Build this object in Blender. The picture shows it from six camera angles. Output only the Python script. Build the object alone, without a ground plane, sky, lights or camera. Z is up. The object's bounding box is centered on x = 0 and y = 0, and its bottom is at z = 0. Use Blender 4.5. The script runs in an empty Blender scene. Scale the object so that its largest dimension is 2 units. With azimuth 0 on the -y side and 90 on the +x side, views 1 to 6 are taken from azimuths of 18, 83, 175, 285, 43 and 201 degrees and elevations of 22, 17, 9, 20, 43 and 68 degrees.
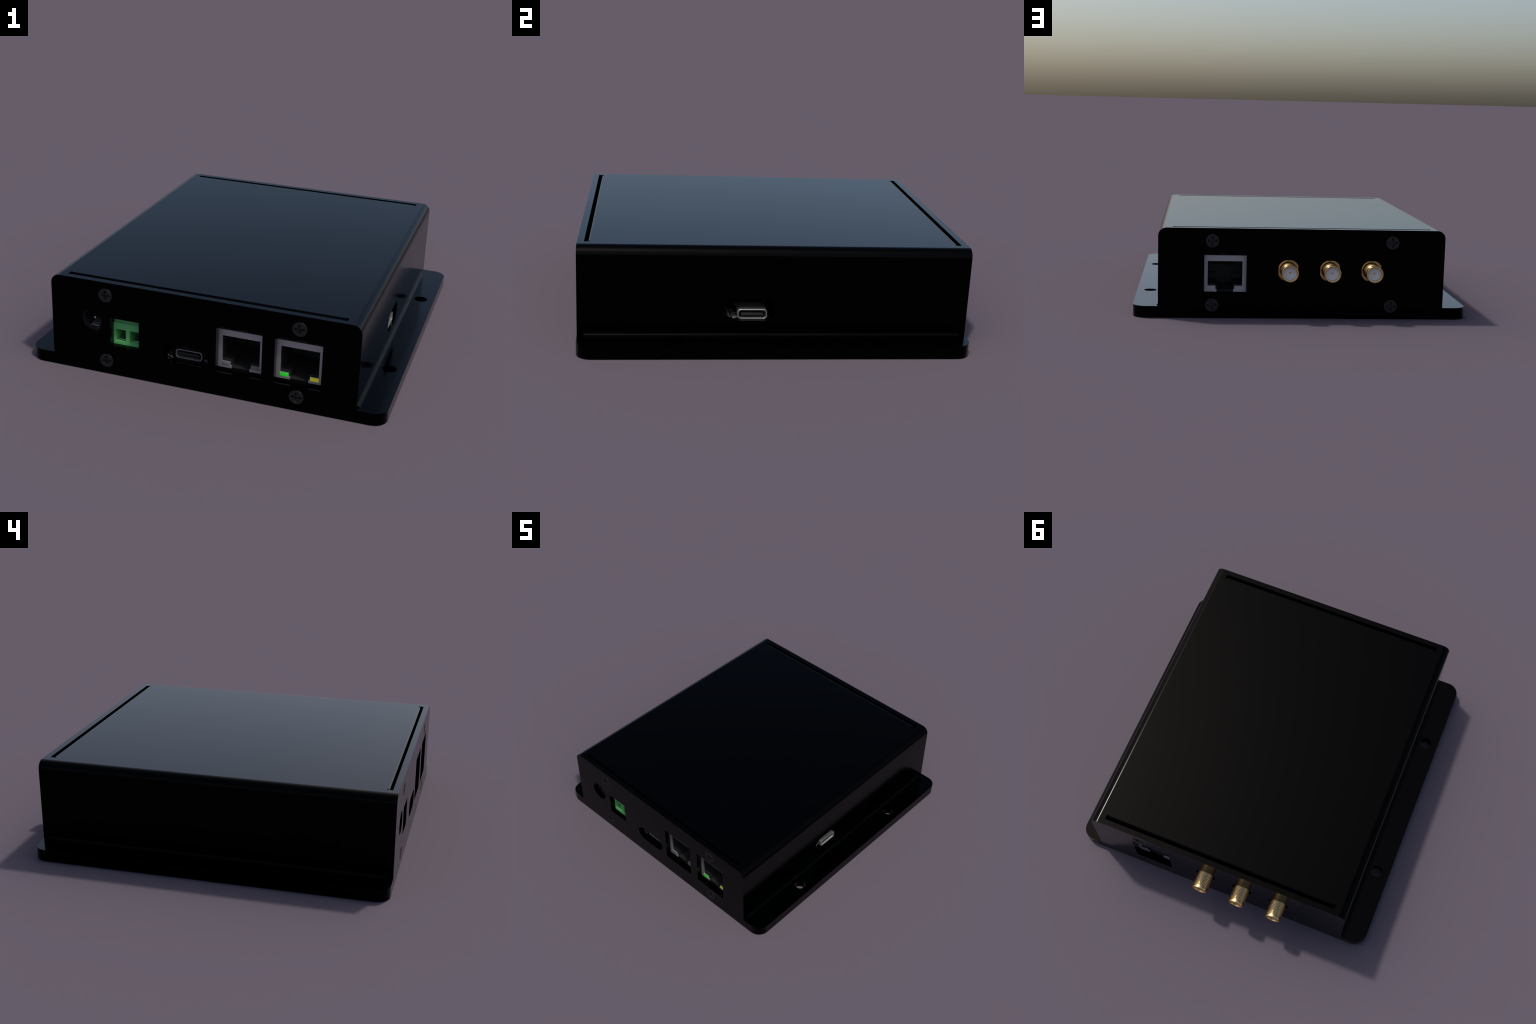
# A black anodised network box: extruded housing with end plates, mounting
# flanges, screws, and ports on three sides.  All sizes in metres.
import bpy, bmesh, math, random
from mathutils import Vector, Matrix

rng = random.Random(7)
TAU = math.tau

# ------------------------------------------------------------------ sizes
FRONT, BACK = -1.0, 0.9          # outer faces of the end plates
PLATE = 0.033                    # end plate thickness
HALF = 0.806                     # half width of the box
TOP = 0.506
CORNER = 0.047                   # rounding of the top edges
WALL = 0.034
FLANGE_X, FLANGE_Z, FLANGE_R = 0.948, 0.064, 0.074
BOARD_TOP = 0.1415


# -------------------------------------------------------------- materials
def material(name, colour, rough=0.4, metal=0.0, spec=0.5, grain=0.0, grain_scale=220.0,
             bump=0.0, emit=None, tint=None):
    m = bpy.data.materials.new(name)
    m.use_nodes = True
    nt = m.node_tree
    b = nt.nodes["Principled BSDF"]
    b.inputs["Base Color"].default_value = (*colour, 1)
    b.inputs["Roughness"].default_value = rough
    b.inputs["Metallic"].default_value = metal
    b.inputs["Specular IOR Level"].default_value = spec
    if tint:
        b.inputs["Specular Tint"].default_value = (*tint, 1)
    if emit:
        b.inputs["Emission Color"].default_value = (*emit, 1)
        b.inputs["Emission Strength"].default_value = 1.0
    co = nt.nodes.new("ShaderNodeTexCoord")
    noise = nt.nodes.new("ShaderNodeTexNoise")
    noise.inputs["Scale"].default_value = grain_scale
    noise.inputs["Detail"].default_value = 3
    nt.links.new(co.outputs["Object"], noise.inputs["Vector"])
    if grain:
        ramp = nt.nodes.new("ShaderNodeValToRGB")
        ramp.color_ramp.elements[0].position = 0.3
        ramp.color_ramp.elements[1].position = 0.7
        ramp.color_ramp.elements[0].color = (*[c * (1 - grain) for c in colour], 1)
        ramp.color_ramp.elements[1].color = (*[min(1, c * (1 + grain)) for c in colour], 1)
        nt.links.new(noise.outputs["Fac"], ramp.inputs["Fac"])
        nt.links.new(ramp.outputs["Color"], b.inputs["Base Color"])
    if bump:
        bp = nt.nodes.new("ShaderNodeBump")
        bp.inputs["Strength"].default_value = bump
        bp.inputs["Distance"].default_value = 0.001
        nt.links.new(noise.outputs["Fac"], bp.inputs["Height"])
        nt.links.new(bp.outputs["Normal"], b.inputs["Normal"])
    return m


ANODISED = material("black_anodised_metal", (0.0045, 0.0045, 0.0044), 0.15, 1.0)
SCREW = material("dark_screw_steel", (0.045, 0.044, 0.046), 0.5, 1.0, grain=0.04)
STEEL = material("brushed_shield_steel", (0.47, 0.45, 0.47), 0.56, 1.0, grain=0.04)
BRIGHT = material("bright_contact_steel", (0.62, 0.62, 0.64), 0.3, 1.0, grain=0.05)
USBMETAL = material("connector_shell_metal", (0.34, 0.333, 0.33), 0.5, 1.0, grain=0.12, grain_scale=700)
PLASTIC = material("black_plastic", (0.012, 0.012, 0.013), 0.45, 0.0, 0.4)
GREENBLOCK = material("green_terminal_plastic", (0.095, 0.36, 0.12), 0.45, 0.0, 0.3, grain=0.03)
GOLD = material("gold_plating", (0.80, 0.53, 0.235), 0.27, 1.0, grain=0.03)
TEFLON = material("white_insulator", (0.80, 0.80, 0.80), 0.5, 0.0, 0.3)
BOARD = material("dark_circuit_board", (0.0025, 0.003, 0.0028), 0.7, 0.0, 0.03, grain=0.3)
LED_GREEN = material("green_lamp", (0.02, 0.30, 0.03), 0.5, emit=(0.005, 0.24, 0.005))
LED_YELLOW = material("yellow_lamp", (0.36, 0.33, 0.03), 0.5, emit=(0.155, 0.145, 0.005))
LAMP_OFF = material("unlit_lamp_plastic", (0.12, 0.12, 0.125), 0.5, 0.0, 0.3)
CONTACT = material("grey_spring_metal", (0.12, 0.12, 0.13), 0.4, 0.5)
VOID = material("near_black_matt", (0.0003, 0.0003, 0.0003), 1.0, 0.0, 0.0)  # colour darkened almost to zero so sunlight leaves the shallow groove floor black
PAD = material("solder_tin", (0.62, 0.61, 0.60), 0.3, 1.0, grain=0.1)
RIBS = material("black_ribbed_plastic", (0.006, 0.006, 0.007), 0.5, 0.0, 0.15)
CHIP = material("grey_component_body", (0.05, 0.05, 0.052), 0.45, 0.0, 0.4)

# ----------------------------------------------------------------- helpers
root = bpy.data.objects.new("network_box", None)
bpy.context.scene.collection.objects.link(root)
root["label"] = "black metal network box with ports and three gold antenna connectors"
root["category"] = "network device"


def link(o, parent=root):
    bpy.context.scene.collection.objects.link(o)
    o.parent = parent
    return o


def obj_from_bm(bm, name, mat, parent=root, loc=(0, 0, 0), angle=30, keep=True):
    bmesh.ops.recalc_face_normals(bm, faces=bm.faces)
    me = bpy.data.meshes.new(name)
    bm.to_mesh(me)
    bm.free()
    for m in (mat if isinstance(mat, (list, tuple)) else [mat]):
        me.materials.append(m)
    o = bpy.data.objects.new(name, me)
    o.location = loc
    if keep:
        link(o, parent)
        finish(o, angle)
    else:
        bpy.context.scene.collection.objects.link(o)
    return o


def finish(o, angle=30):
    me = o.data
    me.shade_smooth()
    me.set_sharp_from_angle(angle=math.radians(angle))


def bake(o, weighted=True, angle=30):
    """apply the modifiers, keep flat faces flat with weighted normals"""
    dg = bpy.context.evaluated_depsgraph_get()
    me = bpy.data.meshes.new_from_object(o.evaluated_get(dg))
    o.modifiers.clear()
    old = o.data
    o.data = me
    me.name = old.name
    bpy.data.meshes.remove(old)
    finish(o, angle)
    if weighted:
        w = o.modifiers.new("normals", "WEIGHTED_NORMAL")
        w.keep_sharp = True
        w.weight = 100
    return o


def cut(o, cutters, angle=30):
    for c in cutters:
        m = o.modifiers.new("cut", "BOOLEAN")
        m.operation, m.solver, m.object = "DIFFERENCE", "EXACT", c
    bake(o, True, angle)
    for c in cutters:
        bpy.data.objects.remove(c)
    return o


def add_box(bm, x0, x1, y0, y1, z0, z1, bevel=0.0, seg=2, mat=0, edges=None):
    r = bmesh.ops.create_cube(bm, size=1)
    vs = r["verts"]
    for v in vs:
        v.co = Vector((x0 + (v.co.x + .5) * (x1 - x0), y0 + (v.co.y + .5) * (y1 - y0),
                       z0 + (v.co.z + .5) * (z1 - z0)))
    fs = list({f for v in vs for f in v.link_faces})
    for f in fs:
        f.material_index = mat
    if bevel:
        es = list({e for v in vs for e in v.link_edges})
        if edges:
            es = [e for e in es if edges(e)]
        out = bmesh.ops.bevel(bm, geom=es, offset=bevel, segments=seg, affect="EDGES", profile=0.5)
        for f in out["faces"]:
            f.material_index = mat
    return vs


def box(name, mat, *dims, bevel=0.0, parent=root, loc=(0, 0, 0), keep=True, seg=2):
    bm = bmesh.new()
    add_box(bm, *dims, bevel=bevel, seg=seg)
    return obj_from_bm(bm, name, mat, parent, loc, keep=keep)


def arc(cx, cz, r, a0, a1, n):
    return [(cx + r * math.cos(math.radians(a0 + (a1 - a0) * i / n)),
             cz + r * math.sin(math.radians(a0 + (a1 - a0) * i / n))) for i in range(n + 1)]


AXES = {"y": lambda a, b, d: (a, d, b), "x": lambda a, b, d: (d, a, b), "z": lambda a, b, d: (a, b, d)}


def add_prism(bm, outline, axis, d0, d1, mat=0, bevel=0.0):
    """extrude a 2D outline along an axis from d0 to d1"""
    put = AXES[axis]
    a = [bm.verts.new(put(p[0], p[1], d0)) for p in outline]
    b = [bm.verts.new(put(p[0], p[1], d1)) for p in outline]
    n = len(outline)
    fs = [bm.faces.new(a), bm.faces.new(b[::-1])]
    for i in range(n):
        fs.append(bm.faces.new((a[i], b[i], b[(i + 1) % n], a[(i + 1) % n])))
    for f in fs:
        f.material_index = mat
    if bevel:
        es = list(fs[0].edges) + list(fs[1].edges)
        out = bmesh.ops.bevel(bm, geom=es, offset=bevel, segments=2, affect="EDGES", profile=0.5)
        for f in out["faces"]:
            f.material_index = mat


def prism(name, mat, outline, axis, d0, d1, parent=root, loc=(0, 0, 0), keep=True, bevel=0.0):
    bm = bmesh.new()
    add_prism(bm, outline, axis, d0, d1, bevel=bevel)
    return obj_from_bm(bm, name, mat, parent, loc, keep=keep)


def circle(cx, cz, r, n=64):
    return arc(cx, cz, r, 0, 360, n)[:-1]


def stadium(x0, x1, z0, z1, n=20):
    r = (z1 - z0) / 2
    zc = (z0 + z1) / 2
    return arc(x1 - r, zc, r, -90, 90, n) + arc(x0 + r, zc, r, 90, 270, n)


def rounded_rect(x0, x1, z0, z1, r, n=8):
    return (arc(x1 - r, z0 + r, r, -90, 0, n) + arc(x1 - r, z1 - r, r, 0, 90, n)
            + arc(x0 + r, z1 - r, r, 90, 180, n) + arc(x0 + r, z0 + r, r, 180, 270, n))


def rect(x0, x1, z0, z1):
    return [(x0, z0), (x1, z0), (x1, z1), (x0, z1)]


def lathe(bm, profile, n=64, mat=0, cap=True, axis_y=True):
    """turn (radius, y) pairs about the y axis"""
    rings = []
    for r, y in profile:
        rings.append([bm.verts.new((r * math.cos(TAU * i / n), y, r * math.sin(TAU * i / n))) for i in range(n)])
    for a, b in zip(rings, rings[1:]):
        for i in range(n):
            f = bm.faces.new((a[i], a[(i + 1) % n], b[(i + 1) % n], b[i]))
            f.material_index = mat
    if cap:
        for r in (rings[0], rings[-1]):
            f = bm.faces.new(r)
            f.material_index = mat
    return rings


def copy_tree(o, loc, parent=root, rot=None):
    c = o.copy()
    c.location = loc
    if rot is not None:
        c.rotation_euler = rot
    link(c, parent)
    for k in o.children:
        kc = k.copy()
        link(kc, c)
    return c


# ----------------------------------------------------------------- housing
def shell_outline(half, top, r, bottom=0.0):
    return ([(-half, bottom), (half, bottom)] + arc(half - r, top - r, r, 0, 90, 14)
            + arc(-half + r, top - r, r, 90, 180, 14))


Y0, Y1 = FRONT + PLATE, BACK - PLATE
housing = prism("housing", ANODISED, shell_outline(HALF, TOP, CORNER), "y", Y0, Y1, keep=False)
housing.parent = root
SLOT_X, SLOT_W = 0.726, 0.029
cutters = [
    prism("cut", ANODISED, shell_outline(HALF - WALL, TOP - WALL, 0.02, 0.034), "y", Y0 - .1, Y1 + .1, keep=False),
    prism("cut", ANODISED, stadium(-0.305, -0.055, 0.142, 0.255), "x", HALF - .1, HALF + .1, keep=False),
    box("cut", ANODISED, -SLOT_X, SLOT_X, Y0 - .02, Y0 + SLOT_W, TOP - .06, TOP + .05, keep=False),
    box("cut", ANODISED, -SLOT_X, SLOT_X, Y1 - SLOT_W, Y1 + .02, TOP - .06, TOP + .05, keep=False),
]
cut(housing, cutters)

# rolled lip of the cover beside each slot
for y, s in ((Y0 + SLOT_W, -1), (Y1 - SLOT_W, 1)):
    r = 0.0145
    lip = [(y - s * .002, TOP - .0003), (y, TOP)]
    lip = [(y, TOP)] + [(y + s * r * math.sin(math.radians(a)), TOP - r + r * math.cos(math.radians(a)))
                        for a in range(6, 91, 6)] + [(y + s * r, TOP - WALL), (y, TOP - WALL)]
    prism("cover_lip", ANODISED, lip, "x", -SLOT_X + .0135, SLOT_X - .0135)

    a, b = sorted((y + s * (r - .001), y + s * (SLOT_W + .002)))
    box("groove_floor", VOID, -SLOT_X - .002, SLOT_X + .002, a - (.013 if s > 0 else 0), b + (.013 if s < 0 else 0),
        TOP - .033, TOP - .0120)

# mounting flanges with two holes each, and the fillet where wall meets flange
for s in (1, -1):
    x0 = HALF + .0004
    pts = [(x0, FRONT)] + arc(FLANGE_X - FLANGE_R, FRONT + FLANGE_R, FLANGE_R, -90, 0, 16) \
        + arc(FLANGE_X - FLANGE_R, BACK - FLANGE_R, FLANGE_R, 0, 90, 16) + [(x0, BACK)]
    pts = [(s * x, y) for x, y in pts]
    fl = prism("mounting_flange", ANODISED, pts, "z", 0.0, FLANGE_Z, keep=False)
    fl.parent = root
    cut(fl, [prism("cut", ANODISED, circle(s * 0.8695, -0.05 + d, 0.0375, 48), "z", -.1, .2, keep=False)
             for d in (-0.474, 0.474)])
    r = 0.0145
    fil = [(HALF - .003, FLANGE_Z - .002), (HALF + r, FLANGE_Z - .002)] + \
        [(HALF + r - r * math.sin(math.radians(a)), FLANGE_Z + r - r * math.cos(math.radians(a)))
         for a in range(0, 91, 6)] + [(HALF - .003, FLANGE_Z + r)]
    prism("corner_fillet", ANODISED, [(s * x, z) for x, z in fil], "y", Y0, Y1)

# --------------------------------------------------------------- end plates
SCREW_X, SCREW_Z = 0.506, (0.0715, 0.435)
screw_holes = [(sx * SCREW_X, z) for sx in (-1, 1) for z in SCREW_Z]
PORT_Z = (0.1275, 0.379)
JACKS_FRONT = (0.2062, 0.5063)
JACK_BACK = 0.4325
SMA_X, SMA_Z = (0.078, -0.158, -0.394), 0.270
front_holes = [circle(-0.591, 0.278, 0.062), rect(-0.481, -0.3235, 0.161, 0.3165),
               stadium(-0.189, 0.047, 0.1275, 0.233)] + \
              [rect(c - .118, c + .118, *PORT_Z) for c in JACKS_FRONT]
back_holes = [rect(JACK_BACK - .118, JACK_BACK + .118, *PORT_Z)] + [circle(x, SMA_Z, 0.062) for x in SMA_X]


def end_plate(y0, y1, holes):
    p = prism("end_plate", ANODISED, shell_outline(HALF, TOP, CORNER), "y", y0, y1, keep=False)
    p.parent = root
    cs = [prism("cut", ANODISED, h, "y", y0 - .05, y1 + .05, keep=False) for h in holes]
    cs += [prism("cut", ANODISED, circle(x, z, 0.0375, 48), "y", y0 - .05, y1 + .05, keep=False) for x, z in screw_holes]
    return cut(p, cs)


end_plate(FRONT, FRONT + PLATE - .0005, front_holes)
end_plate(BACK - PLATE + .0005, BACK, back_holes)

# ------------------------------------------------------------------- screws
bm = bmesh.new()
lathe(bm, [(0.0150, 0.060), (0.0150, 0.0215), (0.0372, 0.0018), (0.0372, 0.0008), (0.0366, 0.0)], n=48)
screw = obj_from_bm(bm, "screw", SCREW, keep=False)
screw.parent = root
cross = bmesh.new()
w0, l0, w1, l1, dep = 0.0068, 0.0275, 0.0058, 0.0205, 0.0115
for turn in (0, 1):
    ring = []
    for y, l, w in ((-0.005, l0 * 1.06, w0 * 1.02), (dep, l1, w1)):
        pts = [(-l, -w), (l, -w), (l, w), (-l, w)]
        if turn:
            pts = [(-b, a) for a, b in pts]
        ring.append([cross.verts.new((a, y, b)) for a, b in pts])
    cross.faces.new(ring[0]); cross.faces.new(ring[1][::-1])
    for i in range(4):
        cross.faces.new((ring[0][i], ring[1][i], ring[1][(i + 1) % 4], ring[0][(i + 1) % 4]))
    if turn == 0:
        bar1 = obj_from_bm(cross, "cut", SCREW, keep=False)
        cross = bmesh.new()
    else:
        bar2 = obj_from_bm(cross, "cut", SCREW, keep=False)
cut(screw, [bar1, bar2])
first = True
for y, rz in ((FRONT, 0.0), (BACK, math.pi)):
    for x, z in screw_holes:
        o = screw if first else link(screw.copy())
        first = False
        o.location = (x, y - .0004 if rz == 0 else y + .0004, z)
        o.rotation_euler = (0, rng.uniform(-.12, .12), rz)


# ------------------------------------------------------------ ethernet jacks
# local frame: mouth at y = 0 facing -y, centred on x, standing on z = 0
JW, JH, JD = 0.119, 0.2065, 0.33
IW, I0, I1 = 0.0972, 0.034, 0.174      # mouth half width, its floor and ceiling
N0, N1, NZ = 0.0465, 0.0535, 0.0145    # latch notch half widths and its step


def mouth_outline(off=0.0):
    return [(JW - off, 0), (JW - off, JH - off), (-JW + off, JH - off), (-JW + off, 0), (-N0, 0), (-N0, NZ),
            (-N1, NZ), (-N1, I0), (-IW, I0), (-IW, I1), (IW, I1), (IW, I0), (N1, I0), (N1, NZ), (N0, NZ), (N0, 0)]


def build_jack(lamps):
    bm = bmesh.new()
    add_prism(bm, mouth_outline(), "y", 0.0, 0.007)
    # folded shield sides, top and back
    add_box(bm, -JW, -JW + .006, .0072, JD, 0, JH)
    add_box(bm, JW - .006, JW, .0072, JD, 0, JH)
    add_box(bm, -JW + .0062, JW - .0062, JD - .006, JD, 0, JH)
    add_box(bm, -JW + .0062, JW - .0062, .0072, JD - .0062, JH - .006, JH)
    jack = obj_from_bm(bm, "ethernet_jack", STEEL)

    bm = bmesh.new()       # moulded insert behind the shield
    y0, y1 = .0074, .240
    add_box(bm, -JW + .0065, -IW, y0, y1, .001, JH - .012)
    add_box(bm, IW, JW - .0065, y0, y1, .001, JH - .012)
    add_box(bm, -IW + .0002, IW - .0002, y0, y1, I1, JH - .012)
    for s in (-1, 1):
        a, b = sorted((s * (N1 - .006), s * (IW - .0002)))
        add_box(bm, a, b, y0 + .006, y1, .001, I0 + .006)
        add_box(bm, a, b, .210, y1, I0 + .0062, .073)
        # spring finger windows in the top of the shield
        add_prism(bm, [(s * .030, .009), (s * .066, .009), (s * .074, .13), (s * .022, .13)], "z", JH - .002, JH + .0012)
    # latch channel: a ramp rising to the back
    add_prism(bm, [(y0, .001), (y0, .0045), (.05, .008), (.10, .0145), (y1, .0145), (y1, .001)], "x", -N1 + .0062, N1 - .0062)
    add_box(bm, -IW, IW, y1 + .0002, y1 + .02, .0, JH - .012)
    # contact comb: sloping ribs under the ceiling
    for i in range(8):
        x = -.0595 + .017 * i
        add_prism(bm, [(.09, I1 - .004), (.22, I1 - .055), (.22, I1 - .046), (.09, I1 + .004)], "x", x - .004, x + .004)
    add_box(bm, -.024, .024, .10, .13, I1 - .012, I1 - .0002)
    obj_from_bm(bm, "jack_insert", PLASTIC, jack)

    if lamps:
        for s, m in zip((-1, 1), lamps):
            a, b = sorted((s * (N1 + .0005), s * (IW + .0012)))
            box("indicator_lamp", m, a, b, -.0007, .004, NZ - .0022, I0 - .0006, parent=jack, bevel=.0005)
    return jack


JY = FRONT + 0.0367
a = build_jack((LAMP_OFF, LAMP_OFF)); a.location = (JACKS_FRONT[0], JY, BOARD_TOP)
b = build_jack((LED_GREEN, LED_YELLOW)); b.location = (JACKS_FRONT[1], JY, BOARD_TOP)
c = build_jack(None); c.location = (JACK_BACK + .001, BACK - .0365, BOARD_TOP); c.rotation_euler = (0, 0, math.pi)


# ---------------------------------------------------------------- usb ports
def build_usb(cavity, tongue, name="usb_port"):
    hw, h, t = 0.0715, 0.0505, 0.0056
    out = rounded_rect(-hw, hw, 0, h, .0165)
    inn = rounded_rect(-hw + t, hw - t, t, h - t, .0125)
    bm = bmesh.new()
    d = 0.108
    loops = []
    for pts, y in ((out, d), (out, .0012), (rounded_rect(-hw + .0012, hw - .0012, .0012, h - .0012, .0155), 0.0),
                   (rounded_rect(-hw + t - .001, hw - t + .001, t - .001, h - t + .001, .0132), 0.0), (inn, .0012), (inn, cavity)):
        loops.append([bm.verts.new((x, y, z)) for x, z in pts])
    n = len(out)
    for p, q in zip(loops, loops[1:]):
        for i in range(n):
            bm.faces.new((p[i], p[(i + 1) % n], q[(i + 1) % n], q[i]))
    bm.faces.new(loops[0]); bm.faces.new(loops[-1])
    # mounting feet
    for s in (-1, 1):
        add_box(bm, *sorted((s * (hw - .004), s * (hw + .012))), .03, .05, -.001, .003)
        add_box(bm, *sorted((s * (hw - .004), s * (hw + .012))), .085, .1, -.001, .003)
    shell = obj_from_bm(bm, name, USBMETAL, angle=40)
    box("usb_tongue", PLASTIC, -.053, .053, tongue, cavity - .0005, .0165, .0305, bevel=.002, parent=shell)
    return shell


usb = build_usb(.062, .008)
usb.location = (-0.0715, FRONT + .045, BOARD_TOP - .002)
usb2 = build_usb(.095, .0065)
usb2.location = (0.7925, -0.1635, BOARD_TOP + .0015)
usb2.rotation_euler = (0, 0, math.pi / 2)

# ----------------------------------------------------------- terminal block
bm = bmesh.new()
tx0, tx1, tz0, tz1 = -0.4805, -0.3225, 0.154, 0.2775
ty = FRONT + .0367
body = [(ty, tz0), (ty, tz1 - .012), (ty + .005, tz1), (ty + .0105, tz1), (ty + .0105, 0.335), (ty + .16, 0.335), (ty + .16, tz0)]
add_prism(bm, body, "x", tx0, tx1)
block = obj_from_bm(bm, "terminal_block", GREENBLOCK, keep=False)
block.parent = root
wins = [(-0.468, -0.4145), (-0.3893, -0.3358)]
cs = []
for x0, x1 in wins:
    wm = bmesh.new()
    z0, z1 = .178, .2408
    l = []
    for y, e in ((ty - .01, .0045), (ty + .006, 0.0), (ty + .14, 0.0)):
        l.append([wm.verts.new((x, y, z)) for x, z in ((x0 - e, z0 - e), (x1 + e, z0 - e), (x1 + e, z1 + e), (x0 - e, z1 + e))])
    wm.faces.new(l[0]); wm.faces.new(l[-1][::-1])
    for p, q in zip(l, l[1:]):
        for i in range(4):
            wm.faces.new((p[i], p[(i + 1) % 4], q[(i + 1) % 4], q[i]))
    cs.append(obj_from_bm(wm, "cut", GREENBLOCK, keep=False))
cut(block, cs)
for x0, x1 in wins:
    bm = bmesh.new()
    add_box(bm, x0 + .0035, x1 - .001, ty + .0205, ty + .135, .1782, .1815, bevel=.001)
    obj_from_bm(bm, "wire_clamp", BRIGHT, block)
bm = bmesh.new()
lathe(bm, [(0.0, 0.335), (0.026, 0.335), (0.026, 0.339), (0.024, 0.341), (0.0, 0.341)], n=24, cap=False)
bmesh.ops.rotate(bm, verts=bm.verts, cent=(0, 0, 0), matrix=Matrix.Rotation(math.pi / 2, 3, "X"))
sc = obj_from_bm(bm, "clamp_screw", BRIGHT, block, loc=(-.441, ty + .085, 0))
s2 = sc.copy(); s2.location = (-.3626, ty + .085, 0); link(s2, block)

# --------------------------------------------------------------- power jack
bm = bmesh.new()
add_prism(bm, rounded_rect(-.073, .073, -.1365, .066, .012), "y", 0.0, 0.22)
pj = obj_from_bm(bm, "power_jack", PLASTIC, keep=False)
pj.parent = root
cut(pj, [prism("cut", PLASTIC, circle(0, 0, .050, 56), "y", -.02, .155, keep=False)])
pj.location = (-0.591, FRONT + .0367, 0.278)
bm = bmesh.new()
lathe(bm, [(.0115, .160), (.0085, .03), (.0082, .016), (.0066, .0125), (.0035, .0105), (.0006, .0102)], n=24)
obj_from_bm(bm, "centre_pin", BRIGHT, pj, angle=60)
bm = bmesh.new()
add_prism(bm, [(.010, -.0455), (.0085, -.0425), (.010, -.0405), (.10, -.026), (.158, -.026), (.158, -.030), (.10, -.030)],
          "x", -.0215, .0245)
obj_from_bm(bm, "spring_contact", CONTACT, pj, angle=60)
box("contact_bright_edge", BRIGHT, -.0215, .0245, .0072, .0105, -.0438, -.0402, bevel=.001, parent=pj)  # separate brighter strip along the contact's front edge

# -------------------------------------------------------- antenna connectors
# local frame: axis +y, y = 0 on the outer face of the end plate
def thread_radius(y, turn):
    pitch, y_end = 0.0078, 0.088
    if y > y_end:
        return 0.0483
    ph = ((y / pitch) - turn) % 1.0
    tri = abs(2 * ph - 1)
    depth = 0.0024 * min(1, max(0, (y_end - y) / .016))
    return 0.0483 - depth * (1 - tri)


bm = bmesh.new()
N = 72
ys = [-.03 + .00065 * i for i in range(int((.088 + .03) / .00065) + 1)] + [.0884]
rings = []
for y in ys:
    rings.append([bm.verts.new((thread_radius(y, i / N) * math.cos(TAU * i / N), y,
                                thread_radius(y, i / N) * math.sin(TAU * i / N))) for i in range(N)])
for r, y in ((.0482, .090), (.0480, .094), (.0477, .0965), (.0472, .0985), (.0465, .0997), (.0455, .1), (.0392, .1), (.0386, .0994), (.0382, .0985), (.0382, .0705)):
    rings.append([bm.verts.new((r * math.cos(TAU * i / N), y, r * math.sin(TAU * i / N))) for i in range(N)])
for p, q in zip(rings, rings[1:]):
    for i in range(N):
        bm.faces.new((p[i], p[(i + 1) % N], q[(i + 1) % N], q[i]))
bm.faces.new(rings[0]); bm.faces.new(rings[-1])
sma = obj_from_bm(bm, "antenna_connector", GOLD, angle=55)
bm = bmesh.new()
A = 0.0555
C = A - 0.024
octo = [(A, -C), (A, C), (C, A), (-C, A), (-A, C), (-A, -C), (-C, -A), (C, -A)]
add_prism(bm, octo, "y", -.16, -.024)
obj_from_bm(bm, "connector_nut", GOLD, sma)
bm = bmesh.new()
lathe(bm, [(.0380, .071), (.0380, .0765), (.0375, .077), (.0072, .077), (.0072, .074)], n=56, cap=False)
obj_from_bm(bm, "insulator", TEFLON, sma)
bm = bmesh.new()
lathe(bm, [(.0071, .072), (.0071, .0778), (.0062, .0784), (.0045, .0782), (.0002, .0768)], n=28, cap=False)
obj_from_bm(bm, "centre_socket", GOLD, sma)
sma.location = (SMA_X[0], BACK, SMA_Z)
for x in SMA_X[1:]:
    copy_tree(sma, (x, BACK, SMA_Z))

# ------------------------------------------------------------- circuit board
bm = bmesh.new()
add_box(bm, -.768, .768, Y0 + .011, Y1 - .011, BOARD_TOP - .034, BOARD_TOP - .0015)
board = obj_from_bm(bm, "circuit_board", BOARD)
bm = bmesh.new()
taken = []


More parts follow.
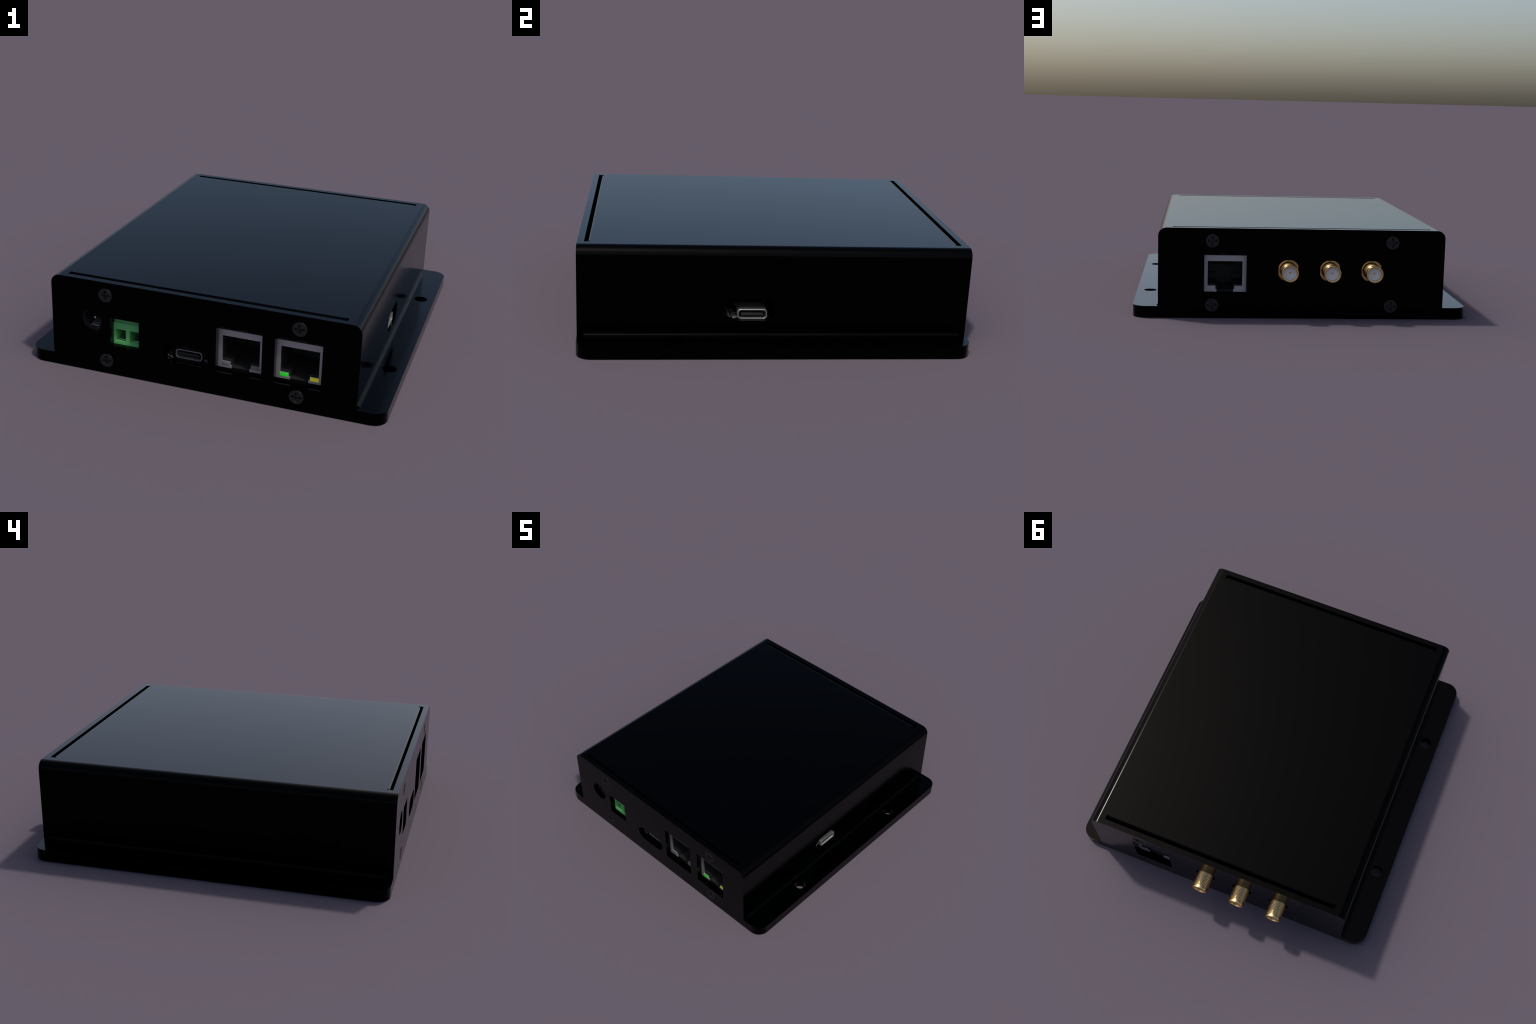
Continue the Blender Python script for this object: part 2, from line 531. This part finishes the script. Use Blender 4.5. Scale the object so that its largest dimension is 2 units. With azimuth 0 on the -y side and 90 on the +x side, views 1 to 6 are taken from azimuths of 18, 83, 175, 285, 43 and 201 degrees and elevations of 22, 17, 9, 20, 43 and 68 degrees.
def chip(x, y, lx, ly, h):
    """a small surface mounted part: body with tinned ends"""
    z = BOARD_TOP - .0014
    if lx > ly:
        e = lx * .22
        add_box(bm, x - lx + e, x + lx - e, y - ly, y + ly, z, z + h, mat=0)
        for s in (-1, 1):
            add_box(bm, *sorted((x + s * (lx - e), x + s * lx)), y - ly, y + ly, z, z + h * 1.03, mat=1)
    else:
        e = ly * .22
        add_box(bm, x - lx, x + lx, y - ly + e, y + ly - e, z, z + h, mat=0)
        for s in (-1, 1):
            add_box(bm, x - lx, x + lx, *sorted((y + s * (ly - e), y + s * ly)), z, z + h * 1.03, mat=1)


def flat_chip(x, y, lx, ly, h, legs):
    z = BOARD_TOP - .0014
    add_box(bm, x - lx, x + lx, y - ly, y + ly, z + .002, z + h, mat=0)
    for i in range(legs):
        yy = y - ly + (i + .5) * 2 * ly / legs
        for s in (-1, 1):
            add_box(bm, *sorted((x + s * lx, x + s * (lx + .008))), yy - .0016, yy + .0016, z, z + .006, mat=1)


def pad(x, y, lx, ly, z0, h, mat=1):
    add_box(bm, x - lx, x + lx, y - ly, y + ly, z0, z0 + h, bevel=.0012, mat=mat)


# by the front usb port: tin lugs, a row of parts and a grey filter
bt = BOARD_TOP - .0014
pad(-.186, -.949, .010, .012, bt, .013)
pad(-.167, -.954, .0075, .009, bt, .010)
pad(-.1545, -.957, .004, .012, bt, .006)
for i in range(6):
    chip(-.178 - .001 * i, -.925 + .021 * i, .010, .006, .010)
pad(.022, -.940, .013, .012, bt, .013, 0)
# by the side usb port: lug and ribbed socket
pad(.762, -.249, .005, .009, bt, .006)
pad(.752, -.270, .004, .005, bt, .005)
add_box(bm, .50, .705, -.030, .050, bt, .262, mat=2)
for i in range(11):
    add_box(bm, .512 + .016 * i, .520 + .016 * i, -.0332, -.0302, bt, .255, mat=2)
# by the side usb port
for i, (x, y) in enumerate(((.735, -.255), (.73, -.277), (.705, -.253), (.69, -.276), (.668, -.258), (.65, -.28))):
    chip(x, y, .0085 if i % 2 else .005, .005 if i % 2 else .0085, .010)
for i in range(4):
    chip(.58, -.225 + .035 * i, .012, .009, .013)
for i in range(60):
    x, y = rng.uniform(-.7, .6), rng.uniform(-.6, .5)
    chip(x, y, rng.choice((.006, .012)), rng.choice((.007, .010)), rng.uniform(.006, .014))
parts = obj_from_bm(bm, "surface_components", [CHIP, PAD, RIBS], board)
parts["kind"] = "stuff"
